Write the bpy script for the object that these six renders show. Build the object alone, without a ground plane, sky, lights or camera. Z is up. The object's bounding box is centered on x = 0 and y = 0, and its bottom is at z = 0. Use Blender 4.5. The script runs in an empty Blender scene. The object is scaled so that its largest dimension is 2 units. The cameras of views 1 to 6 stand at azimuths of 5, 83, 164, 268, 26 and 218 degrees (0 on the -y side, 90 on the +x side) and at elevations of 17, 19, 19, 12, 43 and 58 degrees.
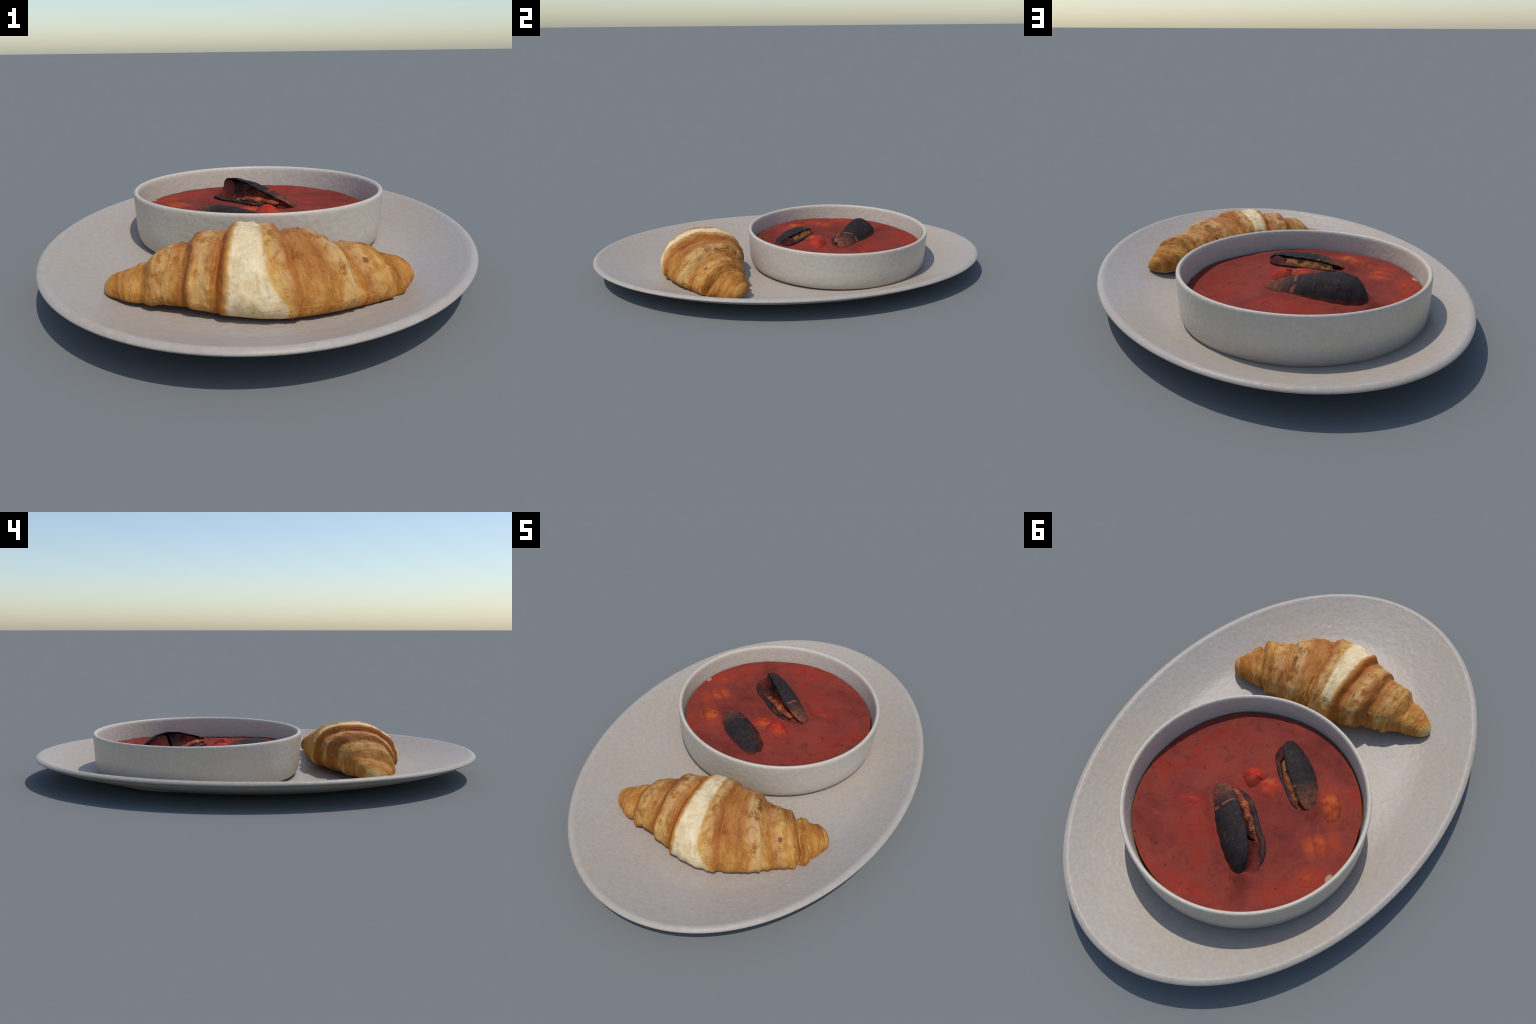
"""Oval stoneware plate with a bowl of mussel soup and a croissant."""
import bpy, math
import numpy as np

TAU = 2 * math.pi


# ------------------------------------------------------------------ helpers
def lin(r, g, b):
    """sRGB 0..255 to a linear RGBA tuple"""
    def f(c):
        c /= 255.0
        return c / 12.92 if c <= 0.04045 else ((c + 0.055) / 1.055) ** 2.4
    return (f(r), f(g), f(b), 1.0)


def smooth(a, b, x):
    t = np.clip((x - a) / (b - a), 0, 1)
    return t * t * (3 - 2 * t)


def gauss(x, c, s):
    return np.exp(-((x - c) / s) ** 2)


def hash3(ix, iy, iz, seed):
    h = (ix * 374761393 + iy * 668265263 + iz * 2147483647 + seed * 974711) & 0xFFFFFFFF
    h = ((h ^ (h >> 13)) * 1274126177) & 0xFFFFFFFF
    h = ((h ^ (h >> 16)) * 2246822519) & 0xFFFFFFFF
    return ((h ^ (h >> 15)) & 0xFFFF) / 65535.0


def vnoise(x, y, z, seed=0):
    """value noise, -1..1"""
    x, y, z = np.broadcast_arrays(np.asarray(x, float), np.asarray(y, float), np.asarray(z, float))
    ix, iy, iz = (np.floor(a).astype(np.int64) for a in (x, y, z))
    fx, fy, fz = x - ix, y - iy, z - iz
    fx, fy, fz = (f * f * f * (f * (f * 6 - 15) + 10) for f in (fx, fy, fz))
    out = 0
    for dx in (0, 1):
        for dy in (0, 1):
            for dz in (0, 1):
                w = (fx if dx else 1 - fx) * (fy if dy else 1 - fy) * (fz if dz else 1 - fz)
                out = out + w * hash3(ix + dx, iy + dy, iz + dz, seed)
    return out * 2 - 1


def fbm(x, y, z, octaves=3, seed=0):
    s, a, t = 0, 1.0, 0
    for o in range(octaves):
        f = 2.0 ** o
        s = s + a * vnoise(x * f + 7.3 * o, y * f + 3.1 * o, z * f + 1.7 * o, seed + o)
        t += a
        a *= 0.5
    return s / t


def curve(points, t):
    """Catmull-Rom style smooth curve through control points, t in 0..1"""
    p = np.asarray(points, float)
    d = np.r_[0, np.cumsum(np.linalg.norm(np.diff(p, axis=0), axis=1))]
    d /= d[-1]
    m = np.gradient(p, d, axis=0)
    t = np.clip(np.asarray(t, float), 0, 1)
    i = np.clip(np.searchsorted(d, t, side="right") - 1, 0, len(p) - 2)
    h = (d[i + 1] - d[i])
    u = ((t - d[i]) / h)[..., None]
    h = h[..., None]
    return ((2 * u**3 - 3 * u**2 + 1) * p[i] + (u**3 - 2 * u**2 + u) * h * m[i]
            + (-2 * u**3 + 3 * u**2) * p[i + 1] + (u**3 - u**2) * h * m[i + 1])


def grid_faces(nu, nv, wrap_v=False, flip=False):
    i = np.arange(nu - 1)[:, None]
    j = np.arange(nv if wrap_v else nv - 1)[None, :]
    a = i * nv + j
    b = i * nv + (j + 1) % nv
    c = (i + 1) * nv + (j + 1) % nv
    d = (i + 1) * nv + j
    f = np.stack([a, b, c, d], -1).reshape(-1, 4)
    return f[:, ::-1] if flip else f


def make_mesh(name, verts, faces, mats, slots=None, smooth_shade=True):
    me = bpy.data.meshes.new(name)
    me.from_pydata(np.asarray(verts, float).tolist(), [], [list(map(int, f)) for f in faces])
    for m in mats:
        me.materials.append(m)
    if slots is not None:
        me.polygons.foreach_set("material_index", np.asarray(slots, dtype=np.int32))
    if smooth_shade:
        me.polygons.foreach_set("use_smooth", np.ones(len(me.polygons), dtype=bool))
    me.update()
    return me


def add(name, mesh, parent=None, loc=(0, 0, 0)):
    ob = bpy.data.objects.new(name, mesh)
    bpy.context.scene.collection.objects.link(ob)
    ob.location = loc
    if parent is not None:
        ob.parent = parent
    return ob


def thing(name, label, category, loc=(0, 0, 0), mesh=None):
    ob = add(name, mesh, None, loc)
    if mesh is None:
        ob.empty_display_size = 0.1
    ob["label"] = label
    ob["category"] = category
    return ob


# ------------------------------------------------------------------ node helpers
class Mat:
    def __init__(self, name, rough=0.5, spec=0.3):
        self.m = bpy.data.materials.new(name)
        self.m.use_nodes = True
        self.t = self.m.node_tree
        self.n = self.t.nodes
        self.b = self.n["Principled BSDF"]
        self.b.inputs["Roughness"].default_value = rough
        self.b.inputs["Specular IOR Level"].default_value = spec
        tc = self.n.new("ShaderNodeTexCoord")
        self.co = tc.outputs["Object"]
        s = self.n.new("ShaderNodeSeparateXYZ")
        self.link(self.co, s.inputs[0])
        self.x, self.y, self.z = s.outputs

    def link(self, a, b):
        self.t.links.new(a, b)

    def put(self, sock, v):
        if isinstance(v, (int, float)):
            sock.default_value = v
        elif isinstance(v, tuple):
            sock.default_value = v if len(v) == len(sock.default_value) else v[:len(sock.default_value)]
        else:
            self.link(v, sock)

    def math(self, op, a, b=0.0, c=None, clamp=False):
        n = self.n.new("ShaderNodeMath")
        n.operation = op
        n.use_clamp = clamp
        self.put(n.inputs[0], a)
        self.put(n.inputs[1], b)
        if c is not None:
            self.put(n.inputs[2], c)
        return n.outputs[0]

    def add(self, a, b): return self.math("ADD", a, b)
    def sub(self, a, b): return self.math("SUBTRACT", a, b)
    def mul(self, a, b): return self.math("MULTIPLY", a, b)

    def step(self, x, a, b):
        """smooth 0..1 ramp between a and b (a may exceed b)"""
        n = self.n.new("ShaderNodeMapRange")
        n.interpolation_type = "SMOOTHSTEP"
        inv = a > b
        self.put(n.inputs["Value"], x)
        n.inputs["From Min"].default_value = min(a, b)
        n.inputs["From Max"].default_value = max(a, b)
        n.inputs["To Min"].default_value = 1.0 if inv else 0.0
        n.inputs["To Max"].default_value = 0.0 if inv else 1.0
        return n.outputs[0]

    def band(self, x, a, b, soft):
        return self.mul(self.step(x, a - soft, a + soft), self.step(x, b + soft, b - soft))

    def vec(self, x, y, z):
        n = self.n.new("ShaderNodeCombineXYZ")
        for s, v in zip(n.inputs, (x, y, z)):
            self.put(s, v)
        return n.outputs[0]

    def noise(self, scale=5.0, detail=3.0, co=None, rough=0.5, dist=0.0):
        n = self.n.new("ShaderNodeTexNoise")
        n.inputs["Scale"].default_value = scale
        n.inputs["Detail"].default_value = detail
        n.inputs["Roughness"].default_value = rough
        n.inputs["Distortion"].default_value = dist
        self.link(self.co if co is None else co, n.inputs["Vector"])
        return n.outputs["Fac"]

    def voronoi(self, scale, co=None, feature="F1"):
        n = self.n.new("ShaderNodeTexVoronoi")
        n.feature = feature
        n.inputs["Scale"].default_value = scale
        self.link(self.co if co is None else co, n.inputs["Vector"])
        return n.outputs["Distance"]

    def ramp(self, fac, stops):
        n = self.n.new("ShaderNodeValToRGB")
        els = n.color_ramp.elements
        while len(els) < len(stops):
            els.new(0.5)
        for e, (p, c) in zip(els, stops):
            e.position = p
            e.color = c
        self.link(fac, n.inputs[0])
        return n.outputs[0]

    def mix(self, fac, a, b, mode="MIX"):
        n = self.n.new("ShaderNodeMix")
        n.data_type = "RGBA"
        n.blend_type = mode
        self.put(n.inputs[0], fac)
        self.put(n.inputs[6], a)
        self.put(n.inputs[7], b)
        return n.outputs[2]

    def spot(self, cx, cy, rx, ry, ang=0.0, soft=0.6, wob=None):
        """soft elliptic mask on the object's x/y"""
        dx, dy = self.sub(self.x, cx), self.sub(self.y, cy)
        c, s = math.cos(ang), math.sin(ang)
        u = self.math("DIVIDE", self.add(self.mul(dx, c), self.mul(dy, s)), rx)
        v = self.math("DIVIDE", self.sub(self.mul(dy, c), self.mul(dx, s)), ry)
        r = self.math("SQRT", self.add(self.mul(u, u), self.mul(v, v)))
        if wob is not None:
            r = self.add(r, wob)
        return self.step(r, 1.0 + soft * 0.5, 1.0 - soft)

    def color(self, c):
        self.put(self.b.inputs["Base Color"], c)

    def bump(self, h, strength=0.3, dist=0.01):
        n = self.n.new("ShaderNodeBump")
        n.inputs["Strength"].default_value = strength
        n.inputs["Distance"].default_value = dist
        self.link(h, n.inputs["Height"])
        self.link(n.outputs[0], self.b.inputs["Normal"])


# ------------------------------------------------------------------ stoneware
def stoneware(name, warm, cool, rough, scale):
    m = Mat(name, rough, 0.25)
    big = m.noise(2.6, 2)
    mid = m.noise(9, 3)
    f = m.math("MULTIPLY_ADD", mid, 0.45, m.mul(big, 0.55))
    c = m.ramp(f, [(0.36, warm), (0.64, cool)])
    fine = m.noise(scale, 3, rough=0.6)
    c = m.mix(0.13, c, m.ramp(fine, [(0.3, (0.25, 0.24, 0.235, 1)), (0.7, (0.75, 0.74, 0.73, 1))]), "OVERLAY")
    specks = m.step(m.noise(150, 2), 0.70, 0.76)
    c = m.mix(m.mul(specks, 0.10), c, (0.18, 0.15, 0.13, 1))
    m.color(c)
    hammered = m.voronoi(46)
    h = m.add(m.mul(fine, 0.45), m.mul(hammered, 0.35))
    dimple = m.noise(22, 2)
    m.bump(m.add(h, m.mul(dimple, 0.8)), 0.24, 0.008)
    return m.m


plate_mat = stoneware("plate_glaze", lin(176, 163, 147), lin(174, 165, 156), 0.42, 60)
bowl_mat = stoneware("bowl_glaze", lin(196, 184, 165), lin(198, 189, 175), 0.42, 75)  # base colour darkened part way toward the bowl's shaded outer walls

# ------------------------------------------------------------------ plate
PA, PB = 0.70, 1.00                      # half axes of the oval rim
# profile rows: fraction of the oval, inset from it, height
PLATE = [(f, 0.0305 * f, z) for f, z in (      # upper side, inside the lip
             (0.0, 0.013), (0.19, 0.013), (0.37, 0.0132), (0.52, 0.014), (0.62, 0.0165), (0.705, 0.0225), (0.778, 0.033),
             (0.84, 0.0490), (0.89, 0.0640), (0.93, 0.0775), (0.962, 0.0894), (0.984, 0.0975))] + [
         (1.0, 0.0305, 0.1038), (1.0, 0.0245, 0.1063), (1.0, 0.0185, 0.1076), (1.0, 0.0120, 0.1068), (1.0, 0.006, 0.1040),
         (1.0, 0.0018, 0.1004), (1.0, 0.0, 0.0970), (1.0, 0.0012, 0.0940), (1.0, 0.005, 0.0915), (1.0, 0.0125, 0.0885), (1.0, 0.022, 0.0845)] + [
         (f, 0.022 * f, z) for f, z in (       # underside down to the foot
             (0.98, 0.0750), (0.945, 0.0625), (0.885, 0.0455), (0.82, 0.0310), (0.75, 0.0160), (0.68, 0.0068), (0.615, 0.0022),
             (0.58, 0.0005), (0.565, 0.0), (0.51, 0.0), (0.495, 0.001), (0.3, 0.0025), (0.0, 0.0025))]


def oval_plate():
    rows = np.array(PLATE)
    n = 384
    th = np.linspace(0, TAU, n, endpoint=False)
    t_all = np.unique(np.r_[np.linspace(0, 1, 200), np.linspace(0.47, 0.53, 90)])
    prof = curve(rows, t_all)
    prof[:, 2] -= prof[:, 2].min()
    s, d, z = prof.T
    s = np.maximum(s, 1e-4)
    X = (PA * s - d)[:, None] * np.cos(th)
    Y = (PB * s - d)[:, None] * np.sin(th)
    Z = np.repeat(z[:, None], n, 1)
    # hand-thrown unevenness on the upper side only
    up = smooth(0.02, 0.09, Z)
    Z = Z + up * 0.0007 * vnoise(X * 5, Y * 5, Z * 5, 3)
    v = np.stack([X, Y, Z], -1).reshape(-1, 3)
    f = grid_faces(len(s), n, True, flip=False)
    return make_mesh("oval_plate", v, f, [plate_mat])


thing("oval_plate", "oval grey beige stoneware plate with rounded rim", "plate", (0, 0, 0), oval_plate())

# ------------------------------------------------------------------ bowl
BX, BY, BZ = -0.0365, 0.267, 0.0135
BOWL = [(0.0, 0.000), (0.30, 0.000), (0.408, 0.0004), (0.424, 0.0018), (0.438, 0.0062), (0.449, 0.0135), (0.4548, 0.0245),
        (0.4590, 0.040), (0.4615, 0.062), (0.4632, 0.095), (0.4650, 0.14), (0.4668, 0.176), (0.4670, 0.184), (0.4662, 0.1895),
        (0.4634, 0.1938), (0.459, 0.1955), (0.4540, 0.1938), (0.4505, 0.1895), (0.4488, 0.184), (0.4480, 0.176),
        (0.4460, 0.14), (0.443, 0.10), (0.439, 0.065), (0.428, 0.040), (0.405, 0.024), (0.35, 0.018), (0.0, 0.016)]


def lathe(profile, n, sub=3):
    p = np.array(profile)
    t = np.linspace(0, 1, (len(p) - 1) * sub + 1)
    idx = np.linspace(0, len(p) - 1, len(t))
    i = np.minimum(idx.astype(int), len(p) - 2)
    q = p[i] + (p[i + 1] - p[i]) * (idx - i)[:, None]
    for _ in range(2):
        q[1:-1] = 0.25 * q[:-2] + 0.5 * q[1:-1] + 0.25 * q[2:]
    th = np.linspace(0, TAU, n, endpoint=False)
    r = np.maximum(q[:, 0], 1e-4)
    v = np.stack([r[:, None] * np.cos(th), r[:, None] * np.sin(th), np.repeat(q[:, 1:2], n, 1)], -1)
    return v, grid_faces(len(q), n, True)


soup_bowl = thing("soup_bowl", "round grey stoneware bowl filled with red soup", "bowl", (BX, BY, BZ))
v, f = lathe(BOWL, 320)
wob = 1 + 0.0012 * vnoise(v[..., 0] * 4, v[..., 1] * 4, v[..., 2] * 6, 11)
v[..., 0] *= wob
v[..., 1] *= wob
add("bowl_vessel", make_mesh("bowl_vessel", v.reshape(-1, 3), f, [bowl_mat]), soup_bowl)


# ------------------------------------------------------------------ soup surface (world metres)
# lines where the two mussel shells meet the broth
SHELL_FOOT_A = curve([(0.116, 0.252), (0.108, 0.300), (0.060, 0.355), (-0.010, 0.415), (-0.085, 0.466), (-0.150, 0.498), (-0.196, 0.500)], np.linspace(0, 1, 40))
SHELL_FOOT_B = curve([(-0.256, 0.160), (-0.264, 0.120), (-0.230, 0.050), (-0.160, -0.010), (-0.100, -0.040), (-0.042, -0.060), (0.0, -0.050)], np.linspace(0, 1, 40))

def soup_height(x, y):
    dx, dy = x - BX, y - BY
    r = np.hypot(dx, dy)
    wall = smooth(0.450, 0.36, r)
    z = 0.129 + 0.003 * smooth(0.3, 0.0, r)
    z = z - 0.030 * np.exp(-(((dx - 0.26) / 0.15) ** 2 + ((dy + 0.16) / 0.15) ** 2)) * smooth(0.50, 0.33, r)
    z = z - 0.014 * np.exp(-(((dx - 0.31) / 0.10) ** 2 + ((dy - 0.12) / 0.14) ** 2)) * wall
    z = z - 0.026 * np.exp(-(((dx - 0.02) / 0.22) ** 2 + ((dy - 0.33) / 0.13) ** 2)) * wall
    z = z - 0.022 * np.exp(-(((dx - 0.40) / 0.075) ** 2 + ((dy - 0.02) / 0.20) ** 2))
    z = z + 0.006 * smooth(0.26, 0.42, -dx)
    z = z + 0.0030 * fbm(x * 9, y * 9, 0.3, 3, 21) + 0.0012 * fbm(x * 34, y * 34, 0.7, 2, 25)
    a = np.arctan2(dy, dx)
    z = z + smooth(0.30, 0.43, r) * 0.0035 * vnoise(np.cos(a) * 3.2, np.sin(a) * 3.2, 0.0, 5)
    # soup drawn up against the shells
    for outline, reach, lift in ((SHELL_FOOT_A, 0.024, 0.011), (SHELL_FOOT_B, 0.022, 0.009)):
        d2 = np.full(np.shape(x), 9.0)
        for px, py in outline:
            d2 = np.minimum(d2, (x - px) ** 2 + (y - py) ** 2)
        z = z + lift * np.exp(-d2 / reach ** 2)
    z = z + 0.010 * np.exp(-(((x + 0.205) / 0.05) ** 2 + ((y - 0.505) / 0.04) ** 2))
    z = z + 0.006 * np.exp(-(((x + 0.15) / 0.13) ** 2 + ((y - 0.06) / 0.13) ** 2))
    z = z + 0.010 * np.exp(-(((x + 0.03) / 0.08) ** 2 + ((y - 0.16) / 0.06) ** 2))
    z = z + 0.012 * np.exp(-(((x + 0.29) / 0.06) ** 2 + ((y - 0.07) / 0.07) ** 2))
    z = z + 0.004 * np.exp(-(((x + 0.37) / 0.07) ** 2 + ((y - 0.25) / 0.07) ** 2))
    return z


RED = lin(131, 51, 44)


def soup_base(m):
    """streaky tomato broth colour"""
    n1 = m.noise(5.0, 4, rough=0.6, dist=0.6)
    n2 = m.noise(17, 4, rough=0.65, dist=0.8)
    n3 = m.noise(60, 3, rough=0.7)
    c = m.ramp(n1, [(0.30, lin(108, 47, 40)), (0.46, lin(124, 53, 44)), (0.58, lin(133, 59, 48)), (0.72, lin(144, 50, 38))])
    c = m.mix(m.mul(m.step(n2, 0.56, 0.72), 0.55), c, lin(150, 66, 56))
    c = m.mix(m.mul(m.step(n2, 0.47, 0.30), 0.6), c, lin(94, 41, 34))
    c = m.mix(m.mul(m.step(n3, 0.60, 0.78), 0.30), c, lin(165, 84, 66))
    c = m.mix(m.mul(m.step(n3, 0.38, 0.24), 0.35), c, lin(86, 36, 30))
    return c, n1, n2, n3


def soup_material():
    m = Mat("tomato_soup", 0.75, 0.06)
    c, n1, n2, n3 = soup_base(m)
    wob = m.mul(m.sub(n2, 0.5), 1.8)
    L = lambda x, y: (x - BX, y - BY)
    spots = [  # x, y, rx, ry, angle, colour, strength
        (-0.312, 0.100, 0.040, 0.060, 0.5, lin(192, 84, 34), 0.75),
        (-0.270, 0.045, 0.045, 0.045, 0.0, lin(160, 58, 42), 0.70),
        (-0.340, 0.275, 0.045, 0.028, -0.7, lin(182, 80, 38), 0.70),
        (-0.395, 0.205, 0.045, 0.030, -0.9, lin(170, 66, 36), 0.60),
        (-0.400, 0.385, 0.070, 0.040, 1.2, lin(172, 62, 34), 0.60),
        (-0.330, 0.490, 0.075, 0.045, 0.7, lin(158, 52, 34), 0.50),
        (0.150, 0.370, 0.060, 0.030, 0.3, lin(160, 50, 36), 0.60),
        (0.080, 0.450, 0.090, 0.080, 0.2, lin(148, 50, 38), 0.50),
        (-0.050, 0.650, 0.140, 0.040, 0.1, lin(150, 44, 34), 0.50),
        (-0.020, 0.160, 0.110, 0.085, 0.0, lin(150, 50, 40), 0.55),
        (0.250, 0.300, 0.060, 0.110, 0.0, lin(118, 46, 44), 0.50),
        (-0.230, 0.560, 0.035, 0.090, 0.5, lin(96, 38, 32), 0.60),
        (0.000, -0.060, 0.180, 0.060, -0.3, lin(114, 44, 40), 0.40),
    ]
    for x, y, rx, ry, a, col, s in spots:
        lx, ly = L(x, y)
        c = m.mix(m.mul(m.spot(lx, ly, rx, ry, a, 0.9, wob), s), c, col)
    # orange oily edge towards the wall, dark herb dust
    rr = m.math("SQRT", m.add(m.mul(m.x, m.x), m.mul(m.y, m.y)))
    c = m.mix(m.mul(m.step(rr, 0.425, 0.437), 0.55), c, lin(165, 74, 34))
    herbs = m.mul(m.step(m.voronoi(24), 0.13, 0.04), m.step(m.noise(9, 2), 0.50, 0.58))
    c = m.mix(m.mul(herbs, 0.6), c, lin(62, 44, 32))
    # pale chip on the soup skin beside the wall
    c = m.mix(m.spot(*L(-0.4605, 0.335), 0.013, 0.020, 0.15, 0.25, m.mul(m.sub(n2, 0.5), 0.6)), c, lin(166, 138, 116))
    m.color(c)
    m.bump(m.add(n3, m.mul(n2, 0.6)), 0.25, 0.004)
    return m.m


def soup_mesh():
    nr, n = 150, 400
    th = np.linspace(0, TAU, n, endpoint=False)
    edge = 0.4365 + 0.0025 * vnoise(np.cos(th) * 3, np.sin(th) * 3, 0, 31) + 0.0012 * vnoise(np.cos(th) * 9, np.sin(th) * 9, 0, 32)
    t = np.linspace(0.0005, 1, nr) ** 0.85
    R = t[:, None] * edge
    X, Y = BX + R * np.cos(th), BY + R * np.sin(th)
    Z = soup_height(X, Y)
    Z = Z - 0.003 * smooth(0.985, 1.0, t)[:, None]
    top = np.stack([X - BX, Y - BY, Z - BZ], -1)
    skirt = [top[-1] * np.array([0.995, 0.995, 1]) - np.array([0, 0, d]) for d in (0.008, 0.03, 0.06)]
    allv = np.concatenate([top, np.array(skirt)], 0)
    return make_mesh("soup", allv.reshape(-1, 3), grid_faces(len(allv), n, True, True), [soup_material()])


add("soup", soup_mesh(), soup_bowl)


# ------------------------------------------------------------------ chunks in the soup
def chunk(name, cx, cy, rx, ry, ang, h, seed, dark, bright, peak=(0.0, 0.0)):
    """lump that rises h above the broth; its colour sinks into the broth at the edge"""
    nr, n = 26, 72
    th = np.linspace(0, TAU, n, endpoint=False)
    t = np.linspace(0.001, 1, nr)
    edge = 1 + 0.18 * vnoise(np.cos(th) * 1.6, np.sin(th) * 1.6, seed, seed) + 0.07 * vnoise(np.cos(th) * 4, np.sin(th) * 4, seed, seed + 1)
    u, w = t[:, None] * edge * np.cos(th), t[:, None] * edge * np.sin(th)
    lx = rx * (u + peak[0] * (1 - t[:, None]))
    ly = ry * (w + peak[1] * (1 - t[:, None]))
    c, s = math.cos(ang), math.sin(ang)
    X, Y = cx + lx * c - ly * s, cy + lx * s + ly * c
    prof = np.cos(np.clip(t, 0, 1) * math.pi / 2)[:, None] ** 1.3
    Z = soup_height(X, Y) + h * prof - (0.0006 + 0.004 * t[:, None] ** 6)
    Z = Z + 0.0022 * prof * fbm(X * 38, Y * 45, 0.5, 3, seed + 4)
    z0 = soup_height(cx, cy)
    m = Mat(name + "_flesh", 0.7, 0.08)
    broth, _, n2, n3 = soup_base(m)
    flesh = m.mix(m.step(m.noise(26, 4, rough=0.65), 0.40, 0.62), dark, bright)
    flesh = m.mix(m.mul(m.step(n3, 0.60, 0.76), 0.35), flesh, lin(192, 96, 58))
    flesh = m.mix(m.mul(m.step(n3, 0.36, 0.24), 0.5), flesh, lin(96, 44, 28))
    mask = m.spot(0.0, 0.0, rx * 0.80, ry * 0.80, ang, 0.9, m.mul(m.sub(n2, 0.5), 1.4))
    m.color(m.mix(mask, broth, flesh))
    m.bump(n3, 0.3, 0.004)
    vv = np.stack([X - cx, Y - cy, Z - z0], -1).reshape(-1, 3)
    return add("chunk" if not name else name, make_mesh(name, vv, grid_faces(nr, n, True, True), [m.m]),
               soup_bowl, (cx - BX, cy - BY, float(z0) - BZ))


chunk("tomato_chunk", 0.014, 0.150, 0.060, 0.052, 0.3, 0.026, 3, lin(166, 38, 30), lin(182, 66, 32), (0.0, 0.15))
chunk("tomato_chunk", -0.066, 0.158, 0.062, 0.056, 0.4, 0.011, 9, lin(168, 46, 34), lin(180, 78, 40))
chunk("fish_chunk", -0.306, 0.092, 0.048, 0.074, 0.55, 0.014, 14, lin(158, 58, 36), lin(190, 94, 38))
chunk("fish_chunk", -0.362, 0.246, 0.066, 0.036, -0.85, 0.004, 17, lin(156, 56, 36), lin(174, 76, 38))
chunk("fish_chunk", -0.398, 0.388, 0.052, 0.034, 1.2, 0.003, 22, lin(150, 52, 34), lin(166, 66, 36))
chunk("tomato_chunk", 0.150, 0.372, 0.040, 0.022, 0.4, 0.004, 27, lin(152, 44, 34), lin(166, 58, 38))

# grey-green mould-like herb smear and loose herb flakes, thin leaf bits lying on the broth
rng = np.random.default_rng(7)


def flakes(name, placed, mat, lift=0.0008):
    V, F = [], []
    for (x, y, r, asp, a, lump) in placed:
        k = 9
        base = len(V)
        ring = [(r * math.cos(t) * (1 + 0.25 * math.sin(3 * t + x * 90)), r * asp * math.sin(t)) for t in np.linspace(0, TAU, k, endpoint=False)]
        for sc, dz in ((1.0, -0.0012), (0.8, lift + lump * 0.5), (0.0, lift + lump)):
            if sc == 0.0:
                pts = [(0, 0)]
            else:
                pts = [(p * sc, q * sc) for p, q in ring]
            for p, q in pts:
                X, Y = x + p * math.cos(a) - q * math.sin(a), y + p * math.sin(a) + q * math.cos(a)
                V.append((X - BX, Y - BY, float(soup_height(X, Y)) + dz - BZ))
        for i in range(k):
            j = (i + 1) % k
            F.append((base + i, base + j, base + k + j, base + k + i))
            F.append((base + k + i, base + k + j, base + 2 * k))
    ob = add(name, make_mesh(name, V, F, [mat]), soup_bowl)
    ob["kind"] = "stuff"
    return ob


herb_mat = Mat("herb_leaf", 0.6, 0.2)
herb_mat.color(herb_mat.ramp(herb_mat.noise(40, 2), [(0.35, lin(70, 46, 34)), (0.65, lin(96, 50, 40))]))
placed = [(x, y, 0.0075, 0.55, a, 0.0) for x, y, a in [
    (0.265, 0.352, 0.2), (0.305, 0.230, 1.0), (0.308, 0.450, 0.4), (0.272, 0.509, 0.9), (0.139, 0.584, 2.0), (-0.038, 0.654, 1.5),
    (0.136, -0.040, 0.5), (-0.328, 0.472, 1.2), (0.210, 0.226, 2.2), (0.232, 0.600, 0.1), (0.057, 0.631, 1.1), (0.066, 0.004, 2.7),
    (-0.277, 0.057, 0.4), (-0.154, 0.204, 1.9)]]
for _ in range(70):
    r, a = 0.41 * math.sqrt(rng.random()), rng.random() * TAU
    placed.append((BX + r * math.cos(a), BY + r * math.sin(a), 0.0018 + 0.0035 * rng.random() ** 2, 0.4 + 0.4 * rng.random(), rng.random() * 3, 0.0))
flakes("herb_flakes", placed, herb_mat.m)


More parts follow.
